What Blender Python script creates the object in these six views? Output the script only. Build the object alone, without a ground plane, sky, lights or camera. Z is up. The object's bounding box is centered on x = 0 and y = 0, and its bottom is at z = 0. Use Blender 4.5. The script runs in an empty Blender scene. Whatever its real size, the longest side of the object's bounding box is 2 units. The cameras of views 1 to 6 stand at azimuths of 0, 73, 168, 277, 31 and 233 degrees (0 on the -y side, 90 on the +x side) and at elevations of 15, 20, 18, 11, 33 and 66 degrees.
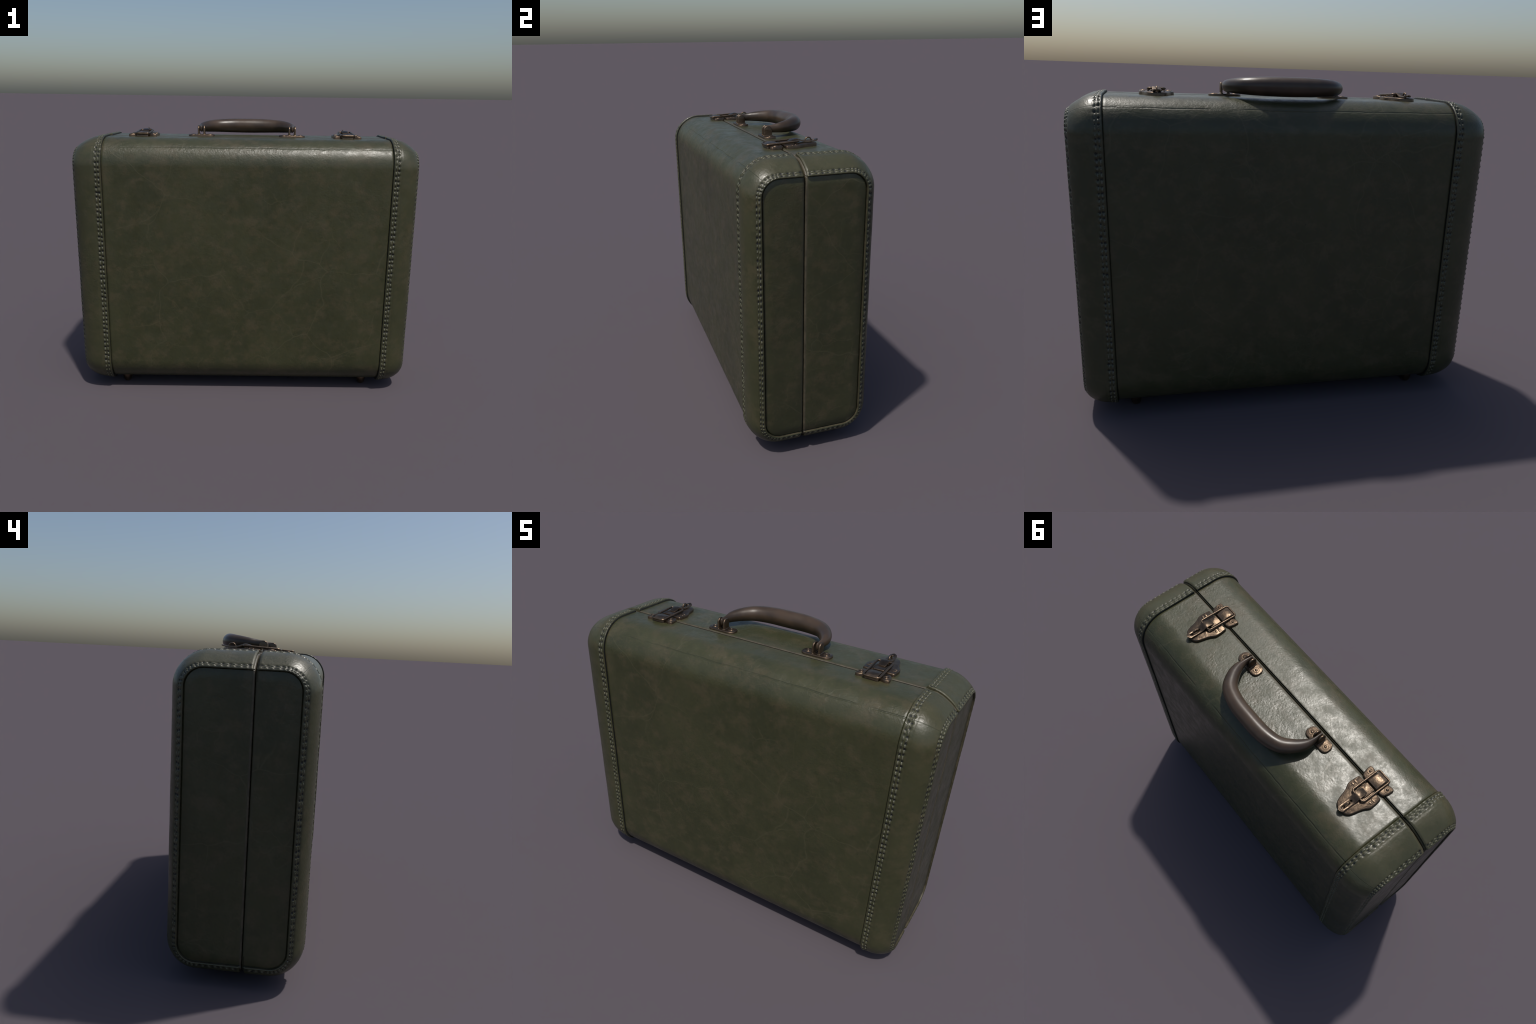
# An old green leather suitcase: two half shells, stitched corner bands,
# two draw latches, a leather handle on metal mounts, four feet.
import bpy, bmesh, math, random
from mathutils import Vector, Matrix, noise

rnd = random.Random(7)

# ------------------------------------------------------------------ sizes
HY = 0.325            # half depth of the shell
ZB, ZT = 0.050, 1.543  # bottom and top of the shell
R = 0.155             # corner radius seen from the end
XE = 0.984            # end panels
YS = -0.051           # the parting seam
GAP = 0.0014          # half the seam opening
TURN = 0.014          # the case stands slightly turned


# ------------------------------------------------------------------ node helpers
class Nodes:
    def __init__(self, name):
        self.mat = bpy.data.materials.new(name)
        self.mat.use_nodes = True
        self.nt = self.mat.node_tree
        self.nt.nodes.clear()
        self.out = self.nt.nodes.new("ShaderNodeOutputMaterial")
        self.bsdf = self.nt.nodes.new("ShaderNodeBsdfPrincipled")
        self.link(self.bsdf.outputs[0], self.out.inputs[0])
        self.co = self.nt.nodes.new("ShaderNodeTexCoord").outputs["Object"]

    def link(self, a, b):
        self.nt.links.new(a, b)

    def put(self, sock, v):
        if hasattr(v, "is_output"):
            self.link(v, sock)
        else:
            sock.default_value = v

    def mapping(self, scale=(1, 1, 1), loc=(0, 0, 0)):
        n = self.nt.nodes.new("ShaderNodeMapping")
        n.inputs["Scale"].default_value = scale
        n.inputs["Location"].default_value = loc
        self.link(self.co, n.inputs["Vector"])
        return n.outputs[0]

    def noise(self, scale, detail=4, rough=0.55, vec=None, dist=0.0, color=False):
        n = self.nt.nodes.new("ShaderNodeTexNoise")
        n.inputs["Scale"].default_value = scale
        n.inputs["Detail"].default_value = detail
        n.inputs["Roughness"].default_value = rough
        n.inputs["Distortion"].default_value = dist
        self.link(vec if vec is not None else self.co, n.inputs["Vector"])
        return n.outputs[1 if color else 0]

    def voronoi(self, scale, vec=None, feature="F1", rand=1.0):
        n = self.nt.nodes.new("ShaderNodeTexVoronoi")
        n.feature = feature
        n.inputs["Scale"].default_value = scale
        n.inputs["Randomness"].default_value = rand
        self.link(vec if vec is not None else self.co, n.inputs["Vector"])
        return n.outputs["Distance"]

    def math(self, op, a, b=0.0, c=0.0, clamp=False):
        n = self.nt.nodes.new("ShaderNodeMath")
        n.operation = op
        n.use_clamp = clamp
        for s, v in zip(n.inputs, (a, b, c)):
            self.put(s, v)
        return n.outputs[0]

    def step(self, v, lo, hi, a=0.0, b=1.0):
        n = self.nt.nodes.new("ShaderNodeMapRange")
        n.interpolation_type = "SMOOTHSTEP"
        self.put(n.inputs[0], v)
        for i, q in enumerate((lo, hi, a, b)):
            n.inputs[i + 1].default_value = q
        return n.outputs[0]

    def mix(self, f, a, b, mode="MIX"):
        n = self.nt.nodes.new("ShaderNodeMix")
        n.data_type = "RGBA"
        n.blend_type = mode
        self.put(n.inputs["Factor"], f)
        for s, v in ((n.inputs[6], a), (n.inputs[7], b)):
            self.put(s, v if hasattr(v, "is_output") else (*v, 1.0))
        return n.outputs[2]

    def warp(self, scale, amount):
        """object position pushed about by coloured noise"""
        c = self.noise(scale, 2, color=True)
        n = self.nt.nodes.new("ShaderNodeVectorMath")
        n.operation = "MULTIPLY_ADD"
        self.link(c, n.inputs[0])
        n.inputs[1].default_value = (amount,) * 3
        self.link(self.co, n.inputs[2])
        return n.outputs[0]

    def axis(self, i):
        n = self.nt.nodes.new("ShaderNodeSeparateXYZ")
        self.link(self.co, n.inputs[0])
        return n.outputs[i]

    def pointiness(self):
        return self.nt.nodes.new("ShaderNodeNewGeometry").outputs["Pointiness"]

    def bump(self, height, strength, distance, normal=None):
        n = self.nt.nodes.new("ShaderNodeBump")
        n.inputs["Strength"].default_value = strength
        n.inputs["Distance"].default_value = distance
        self.link(height, n.inputs["Height"])
        if normal is not None:
            self.link(normal, n.inputs["Normal"])
        return n.outputs[0]

    def finish(self, color, rough, normal=None, metal=0.0, **other):
        self.put(self.bsdf.inputs["Base Color"], color if hasattr(color, "is_output") else (*color, 1.0))
        self.put(self.bsdf.inputs["Roughness"], rough)
        self.bsdf.inputs["Metallic"].default_value = metal
        for k, v in other.items():
            self.put(self.bsdf.inputs[k.replace("_", " ")], v)
        if normal is not None:
            self.link(normal, self.bsdf.inputs["Normal"])
        return self.mat


def leather(name, dark, mid, worn, crease=True, bands=False):
    m = Nodes(name)
    big = m.noise(2.6, 6, 0.62, m.mapping((1, 1, 0.8), (3.1, 0, 1.7)))
    col = m.mix(m.step(big, 0.30, 0.70, 0.2, 0.9), dark, mid)
    brown = m.noise(9.0, 8, 0.70, m.mapping((1, 1, 1.2), (11, 4, 2)))
    col = m.mix(m.math("MULTIPLY", m.step(brown, 0.46, 0.65), 0.74), col, worn)
    blot = m.noise(15, 6, 0.65)
    col = m.mix(m.step(blot, 0.5, 0.70, 0.0, 0.45), col, m.mix(0.5, mid, worn))
    shade = m.noise(21, 6, 0.72, m.mapping(loc=(5, 8, 1)))
    col = m.mix(m.step(shade, 0.50, 0.70, 0.0, 0.55), col, dark)
    fine = m.noise(75, 3, 0.6)
    col = m.mix(m.step(fine, 0.3, 0.7, 0.0, 0.22), col, dark)
    # scattered dark pin pricks
    prick = m.step(m.voronoi(16), 0.03, 0.055, 1.0, 0.0)
    col = m.mix(m.math("MULTIPLY", prick, m.step(m.noise(5, 1), 0.52, 0.62, 0, 0.7)), col, (0.008, 0.009, 0.006))
    # pebbled grain: strong in worn-in patches and under the handle, faint elsewhere
    grain = m.noise(44, 5, 0.65)
    pits = m.step(m.voronoi(80, m.warp(30, 0.02)), 0.0, 0.7)
    peak = m.step(m.noise(3.0, 3, vec=m.mapping(loc=(6, 2, 4))), 0.40, 0.64, 0.30, 0.80)
    hx = m.step(m.math("ABSOLUTE", m.axis(0)), 0.20, 0.38, 1.0, 0.0)
    hy = m.step(m.math("ABSOLUTE", m.math("SUBTRACT", m.axis(1), 0.06)), 0.07, 0.16, 1.0, 0.0)
    under = m.math("MULTIPLY", m.math("MULTIPLY", hx, hy), m.step(m.axis(2), 1.3, 1.4))
    amount = m.math("MAXIMUM", peak, under)
    height = m.math("ADD", m.math("MULTIPLY", grain, 0.75), m.math("MULTIPLY", pits, 0.14))
    height = m.math("MULTIPLY", height, amount)
    height = m.math("ADD", height, m.math("MULTIPLY", m.noise(9, 3), 0.22))
    # band on both sides of the seam: matt, a little browner, sloping down
    ds = m.math("ABSOLUTE", m.math("SUBTRACT", m.axis(1), YS))
    rim = m.step(m.math("MULTIPLY_ADD", m.math("SUBTRACT", m.noise(14, 3), 0.5), 0.006, ds), 0.010, 0.019, 1.0, 0.0)
    col = m.mix(m.math("MULTIPLY", rim, 0.6), col, m.mix(0.5, worn, dark))
    height = m.math("SUBTRACT", height, m.math("MULTIPLY", m.step(ds, 0.002, 0.018, 1.0, 0.0), 0.35))
    if crease:
        # long pale wrinkles, broken up by noise
        edge = m.voronoi(2.6, m.warp(4.0, 0.16), "DISTANCE_TO_EDGE")
        line = m.step(edge, 0.0, 0.013, 1.0, 0.0)
        line = m.math("MULTIPLY", line, m.step(m.noise(2.1, 3, vec=m.mapping(loc=(7, 1, 3))), 0.40, 0.60, 0, 0.85))
        edge2 = m.voronoi(6.2, m.warp(9.0, 0.10), "DISTANCE_TO_EDGE")
        line2 = m.step(edge2, 0.0, 0.024, 1.0, 0.0)
        line2 = m.math("MULTIPLY", line2, m.step(m.noise(3.1, 3, vec=m.mapping(loc=(1, 9, 5))), 0.47, 0.64, 0, 0.7))
        line = m.math("MAXIMUM", line, line2)
        col = m.mix(m.math("MULTIPLY", line, 0.40), col, (0.088, 0.078, 0.042))
        height = m.math("ADD", height, m.math("MULTIPLY", line, 0.06))
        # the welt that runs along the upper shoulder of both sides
        z = m.axis(2)
        wob = m.math("MULTIPLY_ADD", m.noise(9, 3), 0.012, z)
        dz = m.math("ABSOLUTE", m.math("SUBTRACT", wob, 1.5025))
        welt = m.step(dz, 0.001, 0.004, 1.0, 0.0)
        welt = m.math("MULTIPLY", welt, m.step(m.noise(2.3, 2, vec=m.mapping((1, 1, 1), (4, 4, 4))), 0.40, 0.5))
        welt = m.math("MULTIPLY", welt, m.step(m.math("ABSOLUTE", m.axis(1)), 0.2, 0.21))
        height = m.math("SUBTRACT", height, m.math("MULTIPLY", welt, 0.9))
        col = m.mix(m.math("MULTIPLY", welt, 0.5), col, dark)
        # pebbly wrinkles just above and below the welt
        near = m.step(dz, 0.0, 0.05, 1.0, 0.0)
        peb = m.noise(48, 3, 0.6, m.mapping((0.8, 1, 1.8)))
        height = m.math("ADD", height, m.math("MULTIPLY", m.math("MULTIPLY", peb, near), 0.7))
    if bands:
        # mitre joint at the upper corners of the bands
        d = m.math("SUBTRACT", m.math("SUBTRACT", m.axis(2), ZT - R), m.math("SUBTRACT", m.math("ABSOLUTE", m.axis(1)), HY - R))
        mitre = m.step(m.math("ABSOLUTE", d), 0.0005, 0.003, 1.0, 0.0)
        upper = m.step(m.axis(2), 1.2, 1.25)
        mitre = m.math("MULTIPLY", mitre, upper)
        height = m.math("SUBTRACT", height, m.math("MULTIPLY", mitre, 0.5))
        top = m.math("MULTIPLY", m.step(d, 0.0, 0.003), upper)
        col = m.mix(m.math("MULTIPLY", top, 0.35), col, m.mix(0.5, worn, mid))
        col = m.mix(m.math("MULTIPLY", mitre, 0.5), col, dark)
    n1 = m.bump(height, 0.40, 0.006)
    wet = m.noise(15, 6, 0.68, m.mapping(loc=(2, 2, 8)))
    rough = m.step(m.math("ADD", m.math("MULTIPLY", wet, 0.8), m.math("MULTIPLY", fine, 0.2)), 0.36, 0.64, 0.31, 0.47)
    rough = m.math("MULTIPLY_ADD", rim, 0.2, rough)
    return m.finish(col, rough, n1, Specular_IOR_Level=0.5)


GREEN_DARK = (0.029, 0.032, 0.0130)
GREEN_MID = (0.052, 0.0525, 0.0225)
OLIVE = (0.073, 0.060, 0.031)
MAT_BODY = leather("green_leather", GREEN_DARK, GREEN_MID, OLIVE)
MAT_BAND = leather("green_leather_band", GREEN_DARK, (0.055, 0.055, 0.025), (0.071, 0.061, 0.031), crease=False, bands=True)


def plain_leather(name, a, b, rough):
    m = Nodes(name)
    f = m.noise(22, 4)
    col = m.mix(m.step(f, 0.35, 0.65), a, b)
    return m.finish(col, rough, m.bump(m.noise(60, 3), 0.3, 0.004))


MAT_EDGE = plain_leather("tan_leather_edge", (0.048, 0.041, 0.025), (0.082, 0.068, 0.042), 0.5)
MAT_HOLE = plain_leather("needle_hole", (0.008, 0.009, 0.007), (0.014, 0.015, 0.011), 0.7)  # colour darkened well below the leather to paint the shade inside the holes
MAT_THREAD = plain_leather("stitch_thread", (0.066, 0.067, 0.042), (0.105, 0.102, 0.066), 0.42)
MAT_DARK = plain_leather("seam_shadow_black", (0.006, 0.006, 0.005), (0.010, 0.010, 0.008), 0.9)


def bronze(name):
    m = Nodes(name)
    f = m.noise(30, 5, 0.6)
    col = m.mix(m.step(f, 0.35, 0.68), (0.048, 0.036, 0.026), (0.100, 0.072, 0.050))
    p = m.pointiness()
    col = m.mix(m.step(p, 0.50, 0.60, 0.0, 0.6), col, (0.25, 0.175, 0.115))  # highlights baked in: edges lightened here, hollows darkened on the next line
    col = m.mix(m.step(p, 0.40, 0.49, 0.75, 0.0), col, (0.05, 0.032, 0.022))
    n = m.bump(m.noise(45, 3), 0.35, 0.006)
    return m.finish(col, m.step(m.noise(18, 4), 0.3, 0.7, 0.31, 0.46), n, metal=0.9)


MAT_METAL = bronze("aged_bronze")


def handle_leather():
    m = Nodes("brown_handle_leather")
    f = m.noise(7, 5, 0.6)
    col = m.mix(m.step(f, 0.35, 0.68), (0.031, 0.0200, 0.0120), (0.058, 0.037, 0.022))
    col = m.mix(m.step(m.noise(3.5, 3), 0.5, 0.7, 0, 0.5), col, (0.066, 0.043, 0.026))
    n = m.bump(m.noise(26, 4), 0.12, 0.004)
    return m.finish(col, m.step(m.noise(9, 3), 0.3, 0.7, 0.30, 0.42), n)


MAT_HANDLE = handle_leather()


# ------------------------------------------------------------------ mesh helpers
def new_empty(name, parent=None, loc=(0, 0, 0)):
    o = bpy.data.objects.new(name, None)
    bpy.context.scene.collection.objects.link(o)
    o.location = loc
    o.parent = parent
    return o


def add(name, mesh, parent, mats=None):
    o = bpy.data.objects.new(name, mesh)
    bpy.context.scene.collection.objects.link(o)
    o.parent = parent
    for m in mats or []:
        if m.name not in mesh.materials:
            mesh.materials.append(m)
    return o


def bm_mesh(bm, name, smooth=True, angle=40):
    bmesh.ops.recalc_face_normals(bm, faces=bm.faces)
    me = bpy.data.meshes.new(name)
    bm.to_mesh(me)
    bm.free()
    if smooth:
        me.shade_smooth()
        me.set_sharp_from_angle(angle=math.radians(angle))
    return me


def loft(bm, rings, closed=True, caps=True, mat=0):
    """skin a row of equally long rings of points"""
    vs = [[bm.verts.new(p) for p in ring] for ring in rings]
    n = len(vs[0])
    faces = []
    for a, b in zip(vs, vs[1:]):
        for i in range(n if closed else n - 1):
            j = (i + 1) % n
            faces.append(bm.faces.new((a[i], a[j], b[j], b[i])))
    if caps:
        faces.append(bm.faces.new(vs[0][::-1]))
        faces.append(bm.faces.new(vs[-1]))
    for f in faces:
        f.material_index = mat
    return vs


def catmull(points, per=8, closed=False):
    """smooth curve through hand placed points (Vectors of any length)"""
    pts = [Vector(p) for p in points]
    n = len(pts)
    out = []
    for i in range(n if closed else n - 1):
        if closed:
            p0, p1, p2, p3 = (pts[(i + k) % n] for k in (-1, 0, 1, 2))
        else:
            p1, p2 = pts[i], pts[i + 1]
            p0 = pts[i - 1] if i else p1 * 2 - p2
            p3 = pts[i + 2] if i + 2 < n else p2 * 2 - p1
        for k in range(per):
            t = k / per
            out.append(0.5 * (2 * p1 + (p2 - p0) * t + (2 * p0 - 5 * p1 + 4 * p2 - p3) * t * t + (3 * p1 - p0 - 3 * p2 + p3) * t ** 3))
    if not closed:
        out.append(pts[-1])
    return out


def tube(bm, path, radius, sides=10, closed=False):
    """round wire along a path"""
    n = len(path)
    rings = []
    up = Vector((0, 0, 1))
    for i in range(n):
        a = path[(i - 1) % n] if closed or i else path[i]
        b = path[(i + 1) % n] if closed or i < n - 1 else path[i]
        t = (b - a).normalized()
        u = up if abs(t.dot(up)) < 0.9 else Vector((1, 0, 0))
        s = t.cross(u).normalized()
        w = s.cross(t)
        rings.append([path[i] + radius * (s * math.cos(q) + w * math.sin(q)) for q in (2 * math.pi * k / sides for k in range(sides))])
    if closed:
        rings.append(rings[0])
        vs = [[bm.verts.new(p) for p in r] for r in rings[:-1]]
        for i in range(n):
            a, b = vs[i], vs[(i + 1) % n]
            for k in range(sides):
                bm.faces.new((a[k], a[(k + 1) % sides], b[(k + 1) % sides], b[k]))
    else:
        loft(bm, rings)


def plate(bm, outline, z0, z1, bevel=0.003, dish=None):
    """flat plate with a rounded upper edge; outline anticlockwise in x, y"""
    c = Vector((sum(p[0] for p in outline) / len(outline), sum(p[1] for p in outline) / len(outline)))
    n = len(outline)
    nrm = []
    for i in range(n):
        a, b = Vector(outline[i - 1][:2]), Vector(outline[(i + 1) % n][:2])
        t = (b - a).normalized()
        nrm.append(Vector((t.y, -t.x)))

    def ring(inset, z):
        return [(p[0] - q.x * inset, p[1] - q.y * inset, z) for p, q in zip(outline, nrm)]
    rings = [ring(0, z0), ring(0, z1 - bevel), ring(bevel * 0.3, z1 - bevel * 0.3), ring(bevel, z1)]
    vs = loft(bm, rings, caps=False)
    bm.faces.new(vs[0][::-1])
    bm.faces.new(vs[-1])


def rounded_rect(w, d, r, cx=0.0, cy=0.0, seg=6):
    out = []
    for sx, sy, a0 in ((1, 1, 0), (-1, 1, 90), (-1, -1, 180), (1, -1, 270)):
        for k in range(seg + 1):
            a = math.radians(a0 + 90 * k / seg)
            out.append((cx + sx * (w - r) + r * math.cos(a), cy + sy * (d - r) + r * math.sin(a)))
    return out


def dome(bm, centre, radius, height, rings=5, sides=16, rim=0.0):
    c = Vector(centre)
    rs = []
    for i in range(rings + 1):
        a = math.pi / 2 * i / rings
        rr = max(radius * math.cos(a), radius * 0.04)
        rs.append([c + Vector((rr * math.cos(q), rr * math.sin(q), height * math.sin(a))) for q in (2 * math.pi * k / sides for k in range(sides))])
    loft(bm, rs)


# ------------------------------------------------------------------ the loop round the case, seen from its end
def loop_at(c, n, d, x):
    return Vector((x, c[0] + n[0] * (R - d), c[1] + n[1] * (R - d)))


def half_loop(side, ystart, step, arc=24):
    """spine points and outward normals from the seam below, round one side, to the seam above"""
    yi = side * (HY - R)
    zl, zh = ZB + R, ZT - R
    pts = []

    def run(a, b, n):
        k = max(1, int(round((Vector(b) - Vector(a)).length / step)))
        for i in range(k):
            t = i / k
            pts.append(((a[0] + (b[0] - a[0]) * t, a[1] + (b[1] - a[1]) * t), n))

    def turn(c, a0, a1):
        for i in range(arc):
            a = math.radians(a0 + (a1 - a0) * i / arc)
            pts.append((c, (side * math.sin(a), -math.cos(a))))
    run((ystart, zl), (yi, zl), (0, -1))
    turn((yi, zl), 0, 90)
    run((yi, zl), (yi, zh), (side, 0))
    turn((yi, zh), 90, 180)
    run((yi, zh), (ystart, zh), (0, 1))
    pts.append(((ystart, zh), (0, 1)))
    return pts


# the section of a band, (x, inset): it bows from the lip on the side over to the end panel.
# It falls away early along the top and is fuller on the sides and below.
BOW_TOP = [(0.826, -0.0030), (0.850, 0.0000), (0.880, 0.0065), (0.908, 0.0160), (0.932, 0.0280), (0.953, 0.0410), (0.973, 0.0555), (0.986, 0.0670), (0.9935, 0.0750)]
BOW_SIDE = [(0.826, -0.0025), (0.860, -0.0005), (0.892, 0.0030), (0.918, 0.0090), (0.941, 0.0180), (0.961, 0.0300), (0.977, 0.0440), (0.9885, 0.0590), (0.9940, 0.0735)]


# the lips do not stand at quite the same distance from the middle
BAND_SHIFT = {(-1, -1): -0.010, (-1, 1): -0.019, (1, -1): 0.008, (1, 1): 0.007}


def blend_bow(nz, shift=0.0):
    w = min(1.0, max(0.0, nz)) ** 1.3
    out = []
    for (xa, da), (xb, db) in zip(BOW_SIDE, BOW_TOP):
        x = xa + (xb - xa) * w
        x += shift * (1 - (x - 0.826) / 0.17)
        out.append((x, da + (db - da) * w))
    return out


# ------------------------------------------------------------------ shell halves
def shell_half(side):
    bm = bmesh.new()
    front = half_loop(-1, 0.0, 0.06)
    back = half_loop(1, 0.0, 0.06)
    loop = front[:-1] + back[::-1][:-1]
    n = 24
    # a groove beside each band lip, and one round the end panel, so the bands read as separate leather
    profs = []
    for c, q in loop:
        halves = []
        for xsign in (-1, 1):
            bow = blend_bow(q[1], BAND_SHIFT[xsign, side])
            lip = bow[0][0]
            under = [(x - 0.005, d + 0.0010) for x, d in bow[2:-1]]
            halves.append([(XE, 0.12), (XE, 0.0750), (XE - 0.001, 0.0735), (XE - 0.007, 0.0725), (XE - 0.0085, 0.0690)] + under[::-1]
                          + [(lip + 0.012, 0.0055), (lip - 0.0020, 0.0055), (lip - 0.0035, 0.0015), (lip - 0.0055, 0.0)])
        xa, xb = -halves[0][-1][0] + 0.01, halves[1][-1][0] - 0.01
        flat = [(xa + (xb - xa) * i / n, 0.0) for i in range(n + 1)]
        profs.append([(-x, d) for x, d in halves[0]] + flat + halves[1][::-1])
    rings = []
    for k in range(len(profs[0])):
        rings.append([loop_at(c, q, profs[i][k][1], profs[i][k][0]) for i, (c, q) in enumerate(loop)])
    loft(bm, rings)
    geom = bm.verts[:] + bm.edges[:] + bm.faces[:]
    cut = YS + side * GAP
    bmesh.ops.bisect_plane(bm, geom=geom, plane_co=(0, cut, 0), plane_no=(0, -side, 0), clear_outer=True)
    rim = [e for e in bm.edges if all(abs(v.co.y - cut) < 1e-5 for v in e.verts) and len(e.link_faces) == 1]
    bmesh.ops.holes_fill(bm, edges=rim, sides=0)
    rim = [e for e in bm.edges if all(abs(v.co.y - cut) < 1e-5 for v in e.verts)
           and any(abs(f.normal.y) < 0.9 for f in e.link_faces)]
    made = bmesh.ops.bevel(bm, geom=rim, offset=0.009, segments=4, profile=0.5, affect="EDGES")
    for f in made["faces"]:
        c = f.calc_center_median()
        f.material_index = 1 if side > 0 else 0
    me = bm_mesh(bm, "case_half", angle=50)
    return me


# ------------------------------------------------------------------ corner bands
PITCH = 0.0285
ROWS = ((0.0140, 0.0295), (0.0110, 0.0240))   # distance of the needle holes from each lip
LIP = 0.0075


def band_profile(nz, shift):
    """(x, inset) along the outer skin of a band, from the lip on the side to the lip on the end panel"""
    curve = catmull([Vector((x, d - LIP, 0)) for x, d in blend_bow(nz, shift)], 8)
    pts = [(p.x, p.y) for p in curve]
    return pts


def bell(u):
    return math.exp(-u * u)


def band(xsign, side):
    def section(nz):
        prof = band_profile(nz, BAND_SHIFT[xsign, side])
        arc = [0.0]
        for p, q in zip(prof, prof[1:]):
            arc.append(arc[-1] + math.dist(p, q))
        pnorm = []
        for i in range(len(prof)):
            a, b = prof[max(i - 1, 0)], prof[min(i + 1, len(prof) - 1)]
            t = Vector((b[0] - a[0], b[1] - a[1])).normalized()
            pnorm.append((t.y, -t.x))       # outward: +x, smaller inset
        return prof, arc, pnorm
    y0 = YS + side * 0.010
    loop = half_loop(side, y0, 0.0036, arc=70)
    mids = [loop_at(c, n, 0.0, 0.0) for c, n in loop]
    run = [0.0]
    for p, q in zip(mids, mids[1:]):
        run.append(run[-1] + (q - p).length)
    length = run[-1]
    holes = int(length / PITCH)
    pitch = length / holes
    jit = [[(rnd.uniform(-0.13, 0.13), rnd.uniform(0.65, 1.35)) for _ in range(holes + 1)] for _ in range(4)]

    def relief(s, t, total):
        """height of the stitched border at s along the loop and t across the band"""
        h, hole = 0.0, 0.0
        for e, tt in ((0, t), (1, total - t)):
            if tt > 0.060:
                continue
            h -= (0.0012 if e == 0 else 0.0) * bell((tt - 0.044) / 0.006)          # crease that ends the border
            h -= 0.0016 * bell((tt - 0.022) / 0.013) ** 2     # shallow channel for the thread
            if tt < 0.004:
                h -= 0.004 * (1 - tt / 0.004) ** 2            # rolled lip
            for r, row in enumerate(ROWS[e]):
                k = min(max(int(s / pitch), 0), holes - 1)
                j, g = jit[e * 2 + r][k]
                ds = s - (k + 0.5 + j) * pitch
                w = bell(ds / 0.0068) * bell((tt - row) / 0.0062)
                h -= (0.0058 if e == 0 else 0.0036) * g * w
                hole = max(hole, w * g)
            k = s / pitch
            h -= 0.0008 * math.cos(2 * math.pi * k) * bell((tt - 0.022) / 0.011)
        return h, hole

    bm = bmesh.new()
    rows, holemask = [], []
    flare_len = 0.10
    for i, (c, n) in enumerate(loop):
        s = run[i]
        ring, mask = [], []
        prof, arc, pnorm = section(n[1])
        total = arc[-1]
        near = max(0.0, 1 - (length - s) / flare_len)
        lift = 0.0060 * max(0.0, -n[1]) + 0.003 * near ** 2 * (0.3 if side < 0 else 1.0)
        curl = 0.005 * max(0.0, 1 - min(s, length - s) / 0.010) ** 2
        ring.append(loop_at(c, n, 0.006, xsign * prof[0][0]))
        mask.append(0)
        for j, (x, d) in enumerate(prof):
            t = arc[j]
            h, hole = relief(s, t, total)
            w = noise.noise(Vector((x * 6 * xsign, s * 5, side * 3.0))) * 0.0012
            hh = h + w - curl + lift * (1 - min(1.0, t / 0.19))
            ring.append(loop_at(c, n, d + pnorm[j][1] * hh, xsign * (x + pnorm[j][0] * hh)))
            mask.append(hole)
        ring.append(loop_at(c, n, prof[-1][1] + 0.001, xsign * (XE - 0.004)))
        mask.append(0)
        ring.append(loop_at(c, n, 0.066, xsign * (XE - 0.05)))
        mask.append(0)
        rows.append(ring)
        holemask.append(mask)
    vs = loft(bm, rows, closed=True, caps=True)
    m = len(rows[0])
    bm.faces.ensure_lookup_table()
    idx = 0
    for i in range(len(rows) - 1):
        for j in range(m):
            f = bm.faces[idx]
            idx += 1
            k = (j + 1) % m
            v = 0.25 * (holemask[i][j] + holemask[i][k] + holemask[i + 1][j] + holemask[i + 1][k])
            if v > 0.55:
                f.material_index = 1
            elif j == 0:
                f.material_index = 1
            elif j == m - 3:
                f.material_index = 2
    me = bm_mesh(bm, "corner_band", angle=50)

    # thread: one short bar from hole to hole in each row
    bt = bmesh.new()
    for e in (0, 1):
        for r, row in enumerate(ROWS[e]):
            for k in range(holes - 1):
                s0 = (k + 0.5 + jit[e * 2 + r][k][0]) * pitch + 0.0068
                s1 = (k + 1.5 + jit[e * 2 + r][k + 1][0]) * pitch - 0.0068
                path = []
                for q in range(6):
                    u = q / 5
                    s = s0 + (s1 - s0) * u
                    i = min(max(int(s / length * (len(loop) - 1)), 0), len(loop) - 2)
                    while i > 0 and run[i] > s:
                        i -= 1
                    while i < len(loop) - 2 and run[i + 1] < s:
                        i += 1
                    f = (s - run[i]) / max(run[i + 1] - run[i], 1e-9)
                    prof, arc, pnorm = section(loop[i][1][1])
                    t = row if e == 0 else arc[-1] - row
                    j = min(range(len(arc)), key=lambda v: abs(arc[v] - t))
                    a, b = Vector(rows[i][j + 1]), Vector(rows[i + 1][j + 1])
                    p = a.lerp(b, f)
                    c, n = loop[i]
                    out = Vector((xsign * pnorm[j][0], -n[0] * pnorm[j][1], -n[1] * pnorm[j][1]))
                    path.append(p + out * ((-0.0045 if e == 0 else -0.0052) + 0.0030 * math.sin(math.pi * u)))
                tube(bt, path, 0.0046, 7)
    mt = bm_mesh(bt, "stitching", angle=80)
    return me, mt


# ------------------------------------------------------------------ build
suitcase = new_empty("suitcase")
suitcase.rotation_euler = (0, 0, TURN)
suitcase["label"] = "vintage dark green leather suitcase with stitched corners and bronze latches"
suitcase["category"] = "suitcase"

for side, nm in ((1, "case_shell"), (-1, "case_lid")):
    o = add(nm, shell_half(side), suitcase, [MAT_BODY, MAT_EDGE])

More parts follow.
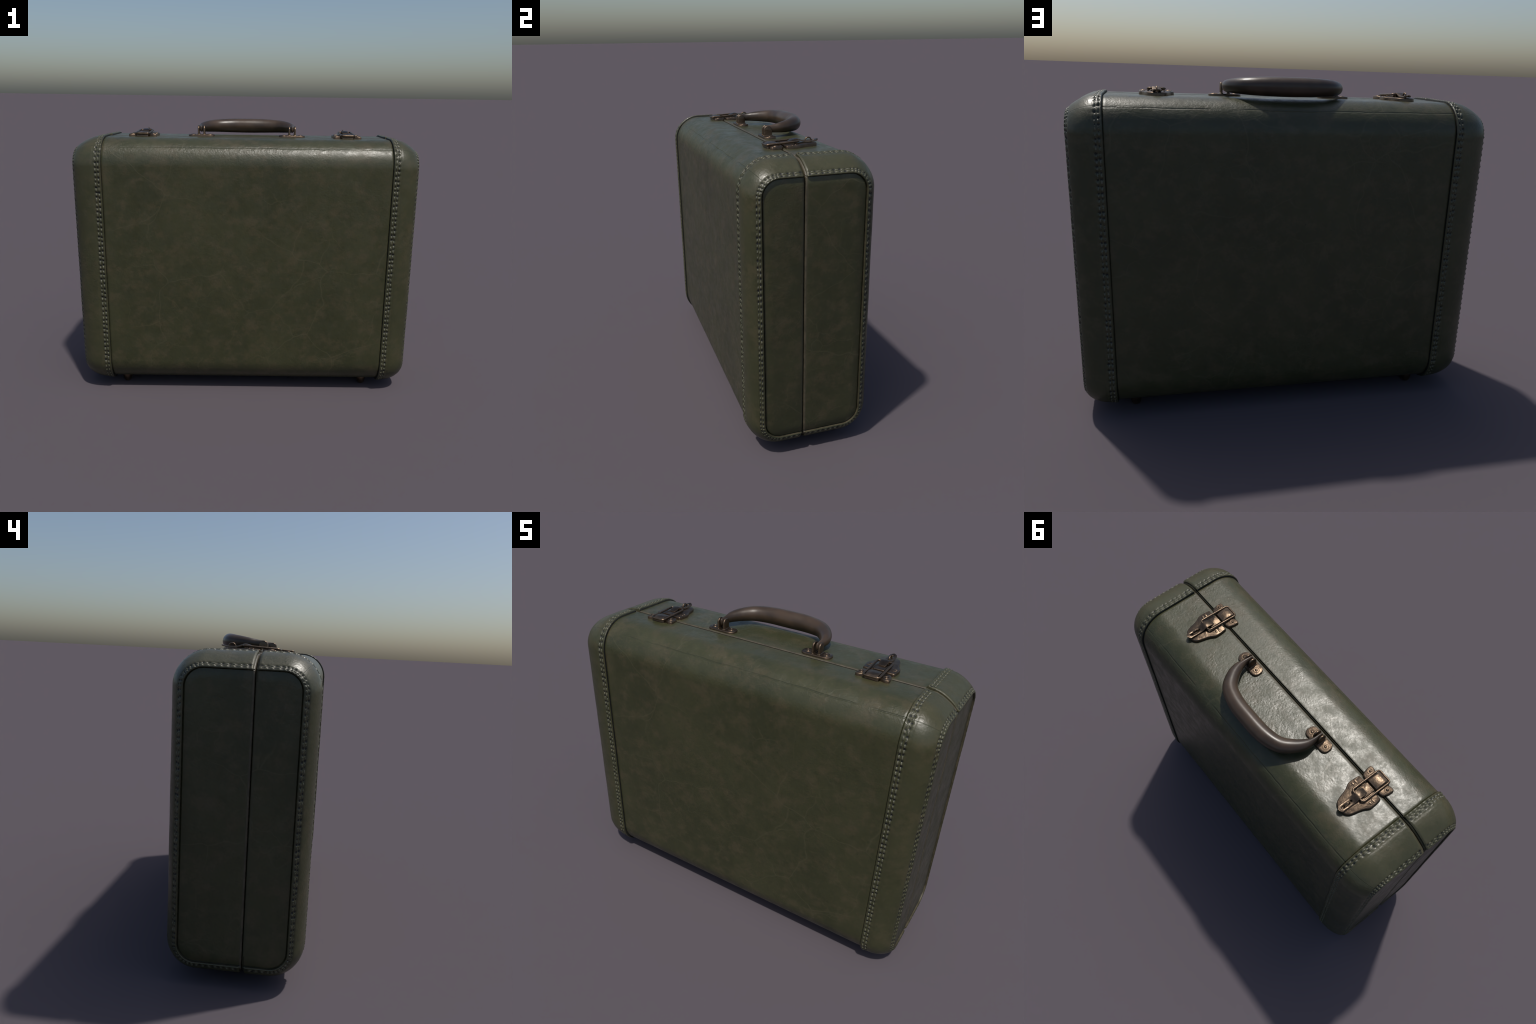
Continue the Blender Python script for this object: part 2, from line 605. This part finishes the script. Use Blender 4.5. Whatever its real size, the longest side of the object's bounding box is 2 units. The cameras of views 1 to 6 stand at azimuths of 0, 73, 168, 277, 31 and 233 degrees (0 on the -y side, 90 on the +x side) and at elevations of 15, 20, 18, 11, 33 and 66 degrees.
# near-black block that closes the seam from inside
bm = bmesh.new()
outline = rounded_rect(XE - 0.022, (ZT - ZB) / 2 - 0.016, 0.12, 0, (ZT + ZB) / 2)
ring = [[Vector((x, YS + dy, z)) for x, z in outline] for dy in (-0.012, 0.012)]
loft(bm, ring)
add("seam_dark_block", bm_mesh(bm, "seam_dark_block", smooth=False), suitcase, [MAT_DARK])

for xsign in (-1, 1):
    for side in (-1, 1):
        me, mt = band(xsign, side)
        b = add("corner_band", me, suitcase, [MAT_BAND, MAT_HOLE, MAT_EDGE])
        st = add("stitching", mt, b, [MAT_THREAD])
        st["kind"] = "stuff"

# ------------------------------------------------------------------ feet
def foot_mesh():
    bm = bmesh.new()
    prof = [(0.029, 0.054), (0.029, 0.040), (0.0275, 0.030), (0.025, 0.018), (0.020, 0.007), (0.012, 0.0015), (0.002, 0.0)]
    rings = [[Vector((r * math.cos(a), r * math.sin(a), z)) for a in (2 * math.pi * k / 24 for k in range(24))] for r, z in prof]
    loft(bm, rings)
    return bm_mesh(bm, "foot")


fm = foot_mesh()
for sx in (-0.75, 0.75):
    for sy in (-0.182, 0.182):
        f = add("foot", fm, suitcase, [MAT_METAL])
        f.location = (sx, sy, 0)

# ------------------------------------------------------------------ handle
half = [
    # x, y, z, half width across, half height
    (0.276, -0.020, 1.588, 0.0045, 0.010),
    (0.276, -0.015, 1.588, 0.0085, 0.017),
    (0.276, 0.005, 1.588, 0.0090, 0.020),
    (0.2765, 0.035, 1.589, 0.0135, 0.022),
    (0.270, 0.078, 1.592, 0.0260, 0.028),
    (0.243, 0.130, 1.595, 0.0340, 0.034),
    (0.192, 0.181, 1.597, 0.0395, 0.039),
    (0.105, 0.2055, 1.598, 0.0425, 0.043),
]
full = half + [(0.0, 0.2095, 1.598, 0.0435, 0.0445)] + [(-p[0], *p[1:]) for p in half[::-1]]
curve = catmull(full, 7)
rings = []
for i, p in enumerate(curve):
    a, b = curve[max(i - 1, 0)], curve[min(i + 1, len(curve) - 1)]
    t = Vector((b[0] - a[0], b[1] - a[1], b[2] - a[2])).normalized()
    s = t.cross(Vector((0, 0, 1))).normalized()
    w = s.cross(t)
    ring = []
    for k in range(28):
        q = 2 * math.pi * k / 28
        ring.append(Vector(p[:3]) + s * (p[3] * math.cos(q)) + w * (p[4] * math.sin(q)))
    rings.append(ring)
bm = bmesh.new()
loft(bm, rings)
handle = add("handle", bm_mesh(bm, "handle", angle=60), suitcase, [MAT_HANDLE])


def mount_meshes():
    bm = bmesh.new()
    n = 40
    outline = rounded_rect(0.078, 0.034, 0.027, 0, 0, 7)
    plate(bm, outline, ZT - 0.003, 1.5535, 0.0035)
    base = bm_mesh(bm, "mount_plate", angle=50)
    bl = bmesh.new()
    for sx in (-1, 1):
        prof = [(0.0235, 1.553), (0.0235, 1.585)]
        prof += [(0.0235 * math.cos(a), 1.585 + 0.0225 * math.sin(a)) for a in (math.pi * k / 12 for k in range(1, 12))]
        prof += [(-0.0235, 1.585), (-0.0235, 1.553)]
        x0 = sx * 0.0168
        rings = []
        for dx, ins in ((-0.0052, 0.003), (-0.0040, 0.0008), (-0.002, 0), (0.002, 0), (0.0040, 0.0008), (0.0052, 0.003)):
            rings.append([Vector((x0 + dx, y * (1 - ins / 0.0235), z if z < 1.56 else z - ins * max(0, (z - 1.56) / 0.047))) for y, z in prof])
        loft(bl, rings)
        # foot of the lug flares into the plate
        plate(bl, rounded_rect(0.0085, 0.027, 0.004, x0, 0, 3), 1.552, 1.5575, 0.003)
    lug = bm_mesh(bl, "lug", angle=50)
    br = bmesh.new()
    dome(br, (0, 0, -0.001), 0.0085, 0.0038)
    ringpath = [Vector((0.0145 * math.cos(a), 0.0145 * math.sin(a), -0.0015)) for a in (2 * math.pi * k / 24 for k in range(24))]
    tube(br, ringpath, 0.0030, 8, closed=True)
    rivet = bm_mesh(br, "rivet", angle=60)
    return base, lug, rivet


base, lug, rivet = mount_meshes()
for sx in (-1, 1):
    mnt = add("handle_mount", base, suitcase, [MAT_METAL])
    mnt.location = (sx * 0.274, -0.003, 0)
    l = add("lug", lug, mnt, [MAT_METAL])
    for q in (-0.050, 0.050):
        r = add("rivet", rivet, mnt, [MAT_METAL])
        r.location = (q, 0.001, 1.5538)
        r.rotation_euler = (0, 0, rnd.uniform(0, 6))


# ------------------------------------------------------------------ latches (own origin: centre line at the seam)
ZP = 1.5590   # top of the base plate


def latch_meshes():
    out = {}
    # shield shaped base plate behind the seam
    right = [(0.045, -0.030), (0.072, -0.029), (0.077, -0.020), (0.080, 0.010), (0.079, 0.038), (0.066, 0.062), (0.058, 0.085), (0.052, 0.110), (0.042, 0.135), (0.026, 0.149), (0.010, 0.153)]
    right = [Vector((x, y, 0)) for x, y in right]
    right = catmull(right, 4)
    outline = [(p.x, p.y) for p in right] + [(-p.x, p.y) for p in right[::-1]]
    bm = bmesh.new()
    plate(bm, outline, ZT - 0.003, ZP, 0.0045)
    # pressed ribs across the shoulders, raised tongue in the middle
    for s in (-1, 1):
        for y, w in ((0.004, 0.013), (0.022, 0.010)):
            plate(bm, rounded_rect(w, 0.0060, 0.005, s * 0.061 + 0.002, y, 3), ZP - 0.002, ZP + 0.0020, 0.002)
    plate(bm, rounded_rect(0.027, 0.032, 0.004, 0, -0.002, 4), ZP - 0.002, ZP + 0.0065, 0.003)
    out["latch_plate"] = bm_mesh(bm, "latch_plate", angle=50)

    # strike with two screw tabs and a rounded hook for the wire
    bm = bmesh.new()
    for s in (-1, 1):
        tab = [Vector((s * x, y, 0)) for x, y in ((0.026, -0.092), (0.046, -0.104), (0.066, -0.1095), (0.079, -0.106), (0.0815, -0.098), (0.079, -0.072), (0.066, -0.045), (0.026, -0.045))]
        tab = catmull(tab, 3, closed=True)
        o2 = [(p.x, p.y) for p in tab]
        if s < 0:
            o2 = o2[::-1]
        plate(bm, o2, ZT - 0.003, 1.5575, 0.005)
        dome(bm, (s * 0.060, -0.083, 1.5565), 0.0080, 0.0055)
        ringpath = [Vector((s * 0.060 + 0.0135 * math.cos(a), -0.083 + 0.0135 * math.sin(a), 1.5570)) for a in (2 * math.pi * k / 20 for k in range(20))]
        tube(bm, ringpath, 0.0028, 8, closed=True)
    plate(bm, rounded_rect(0.034, 0.034, 0.004, 0, -0.080, 3), ZT - 0.003, 1.556, 0.003)
    prof = [(-0.043, 1.553), (-0.044, 1.5640), (-0.056, 1.5700), (-0.076, 1.5735), (-0.096, 1.5730), (-0.110, 1.5690), (-0.117, 1.5635), (-0.116, 1.5600), (-0.108, 1.5605), (-0.100, 1.5590), (-0.094, 1.553)]
    rings = []
    for x, k in ((-0.0295, 0.80), (-0.0282, 0.95), (-0.025, 1.0), (0.0, 1.03), (0.025, 1.0), (0.0282, 0.95), (0.0295, 0.80)):
        rings.append([Vector((x, y, 1.552 + (z - 1.553) * k * 0.88)) for y, z in prof])
    loft(bm, rings)
    out["strike"] = bm_mesh(bm, "strike", angle=55)

    # wire loop from the hook back to the lever
    corner = 0.012
    pts = []
    for (x, y) in rounded_rect(0.0385, 0.0855, corner, 0, -0.0345, 5):
        f = (y + 0.120) / 0.171
        z = 1.5640 + 0.0080 * f - 0.003 * max(0.0, 1 - f * 8)
        pts.append(Vector((x, y, z)))
    bm = bmesh.new()
    tube(bm, pts, 0.0052, 10, closed=True)
    out["wire_loop"] = bm_mesh(bm, "wire_loop", angle=80)

    # bent lever with a slotted tip: two rails round the slot
    side_prof = [(0.004, 1.5680), (0.016, 1.5730), (0.034, 1.5785), (0.050, 1.5800), (0.064, 1.5755), (0.082, 1.5690), (0.100, 1.5670), (0.130, 1.5670), (0.150, 1.5695), (0.163, 1.5730)]
    prof = catmull([Vector((y, z, 0)) for y, z in side_prof], 5)
    def wid(y):
        if y < 0.02:
            return 0.0150 + 0.0045 * math.sin(max(0.0, (y - 0.004) / 0.016) * math.pi / 2)
        if y < 0.075:
            return 0.0195
        w = 0.0195 - 0.001 * min(1.0, (y - 0.075) / 0.04)
        if y > 0.144:
            w *= math.sqrt(max(0.02, 1 - ((y - 0.144) / 0.0195) ** 2))
        return w
    def slot(y):
        a, b = 0.084, 0.146
        if y <= a or y >= b:
            return 0.0
        u = (y - a) / (b - a)
        return 0.0062 * min(1.0, math.sqrt(max(0.0, 1 - (2 * u - 1) ** 6)))
    bm = bmesh.new()
    th = 0.0050
    grid = []
    for p in prof:
        y, z = p[0], p[1]
        w, g = wid(y), slot(y)
        row = []
        for s in (-1, 1):
            cols = [w, w * 0.93, w * 0.6 + g * 0.4, g + 0.0015, g] if s < 0 else [g, g + 0.0015, w * 0.6 + g * 0.4, w * 0.93, w]
            for c in cols:
                edge = (c - g) / max(w - g, 1e-6)
                lift = 0.0014 * (1 - abs(2 * edge - 1) ** 4) if g else 0.0018 * (1 - edge ** 3)
                row.append((s * c, y, z + lift))
        grid.append(row)
    top = [[bm.verts.new(q) for q in r] for r in grid]
    bot = [[bm.verts.new((q[0], q[1], q[2] - th)) for q in r] for r in grid]
    for i in range(len(grid) - 1):
        open_here = slot(prof[i][0]) > 0 or slot(prof[i + 1][0]) > 0
        for j in range(9):
            if j == 4 and open_here:
                continue
            bm.faces.new((top[i][j], top[i][j + 1], top[i + 1][j + 1], top[i + 1][j]))
            bm.faces.new((bot[i][j], bot[i + 1][j], bot[i + 1][j + 1], bot[i][j + 1]))
        for j in (0, 9):
            bm.faces.new((top[i][j], top[i + 1][j], bot[i + 1][j], bot[i][j]))
        if open_here:
            for j in (4, 5):
                bm.faces.new((top[i][j], top[i + 1][j], bot[i + 1][j], bot[i][j]))
    for i in (0, len(grid) - 1):
        for j in range(9):
            bm.faces.new((top[i][j], top[i][j + 1], bot[i][j + 1], bot[i][j]))
    bmesh.ops.remove_doubles(bm, verts=bm.verts, dist=0.00005)
    out["lever"] = bm_mesh(bm, "lever", angle=60)

    # staple that stands through the slot
    bm = bmesh.new()
    arc = [Vector((0, 0.112 + 0.0165 * math.cos(a), 1.5670 + 0.0150 * math.sin(a))) for a in (math.pi * k / 16 for k in range(17))]
    arc = [Vector((0, 0.1285, ZP - 0.002))] + arc + [Vector((0, 0.0955, ZP - 0.002))]
    tube(bm, arc, 0.0036, 8)
    # lever hinge barrel under the bend
    tube(bm, [Vector((-0.020, 0.045, 1.568)), Vector((0.020, 0.045, 1.568))], 0.0070, 12)
    out["staple"] = bm_mesh(bm, "staple", angle=60)
    return out


parts = latch_meshes()
for x in (-0.6135, 0.598):
    latch = new_empty("latch", suitcase, (x, 0, 0))
    for k, me in parts.items():
        add(k, me, latch, [MAT_METAL])
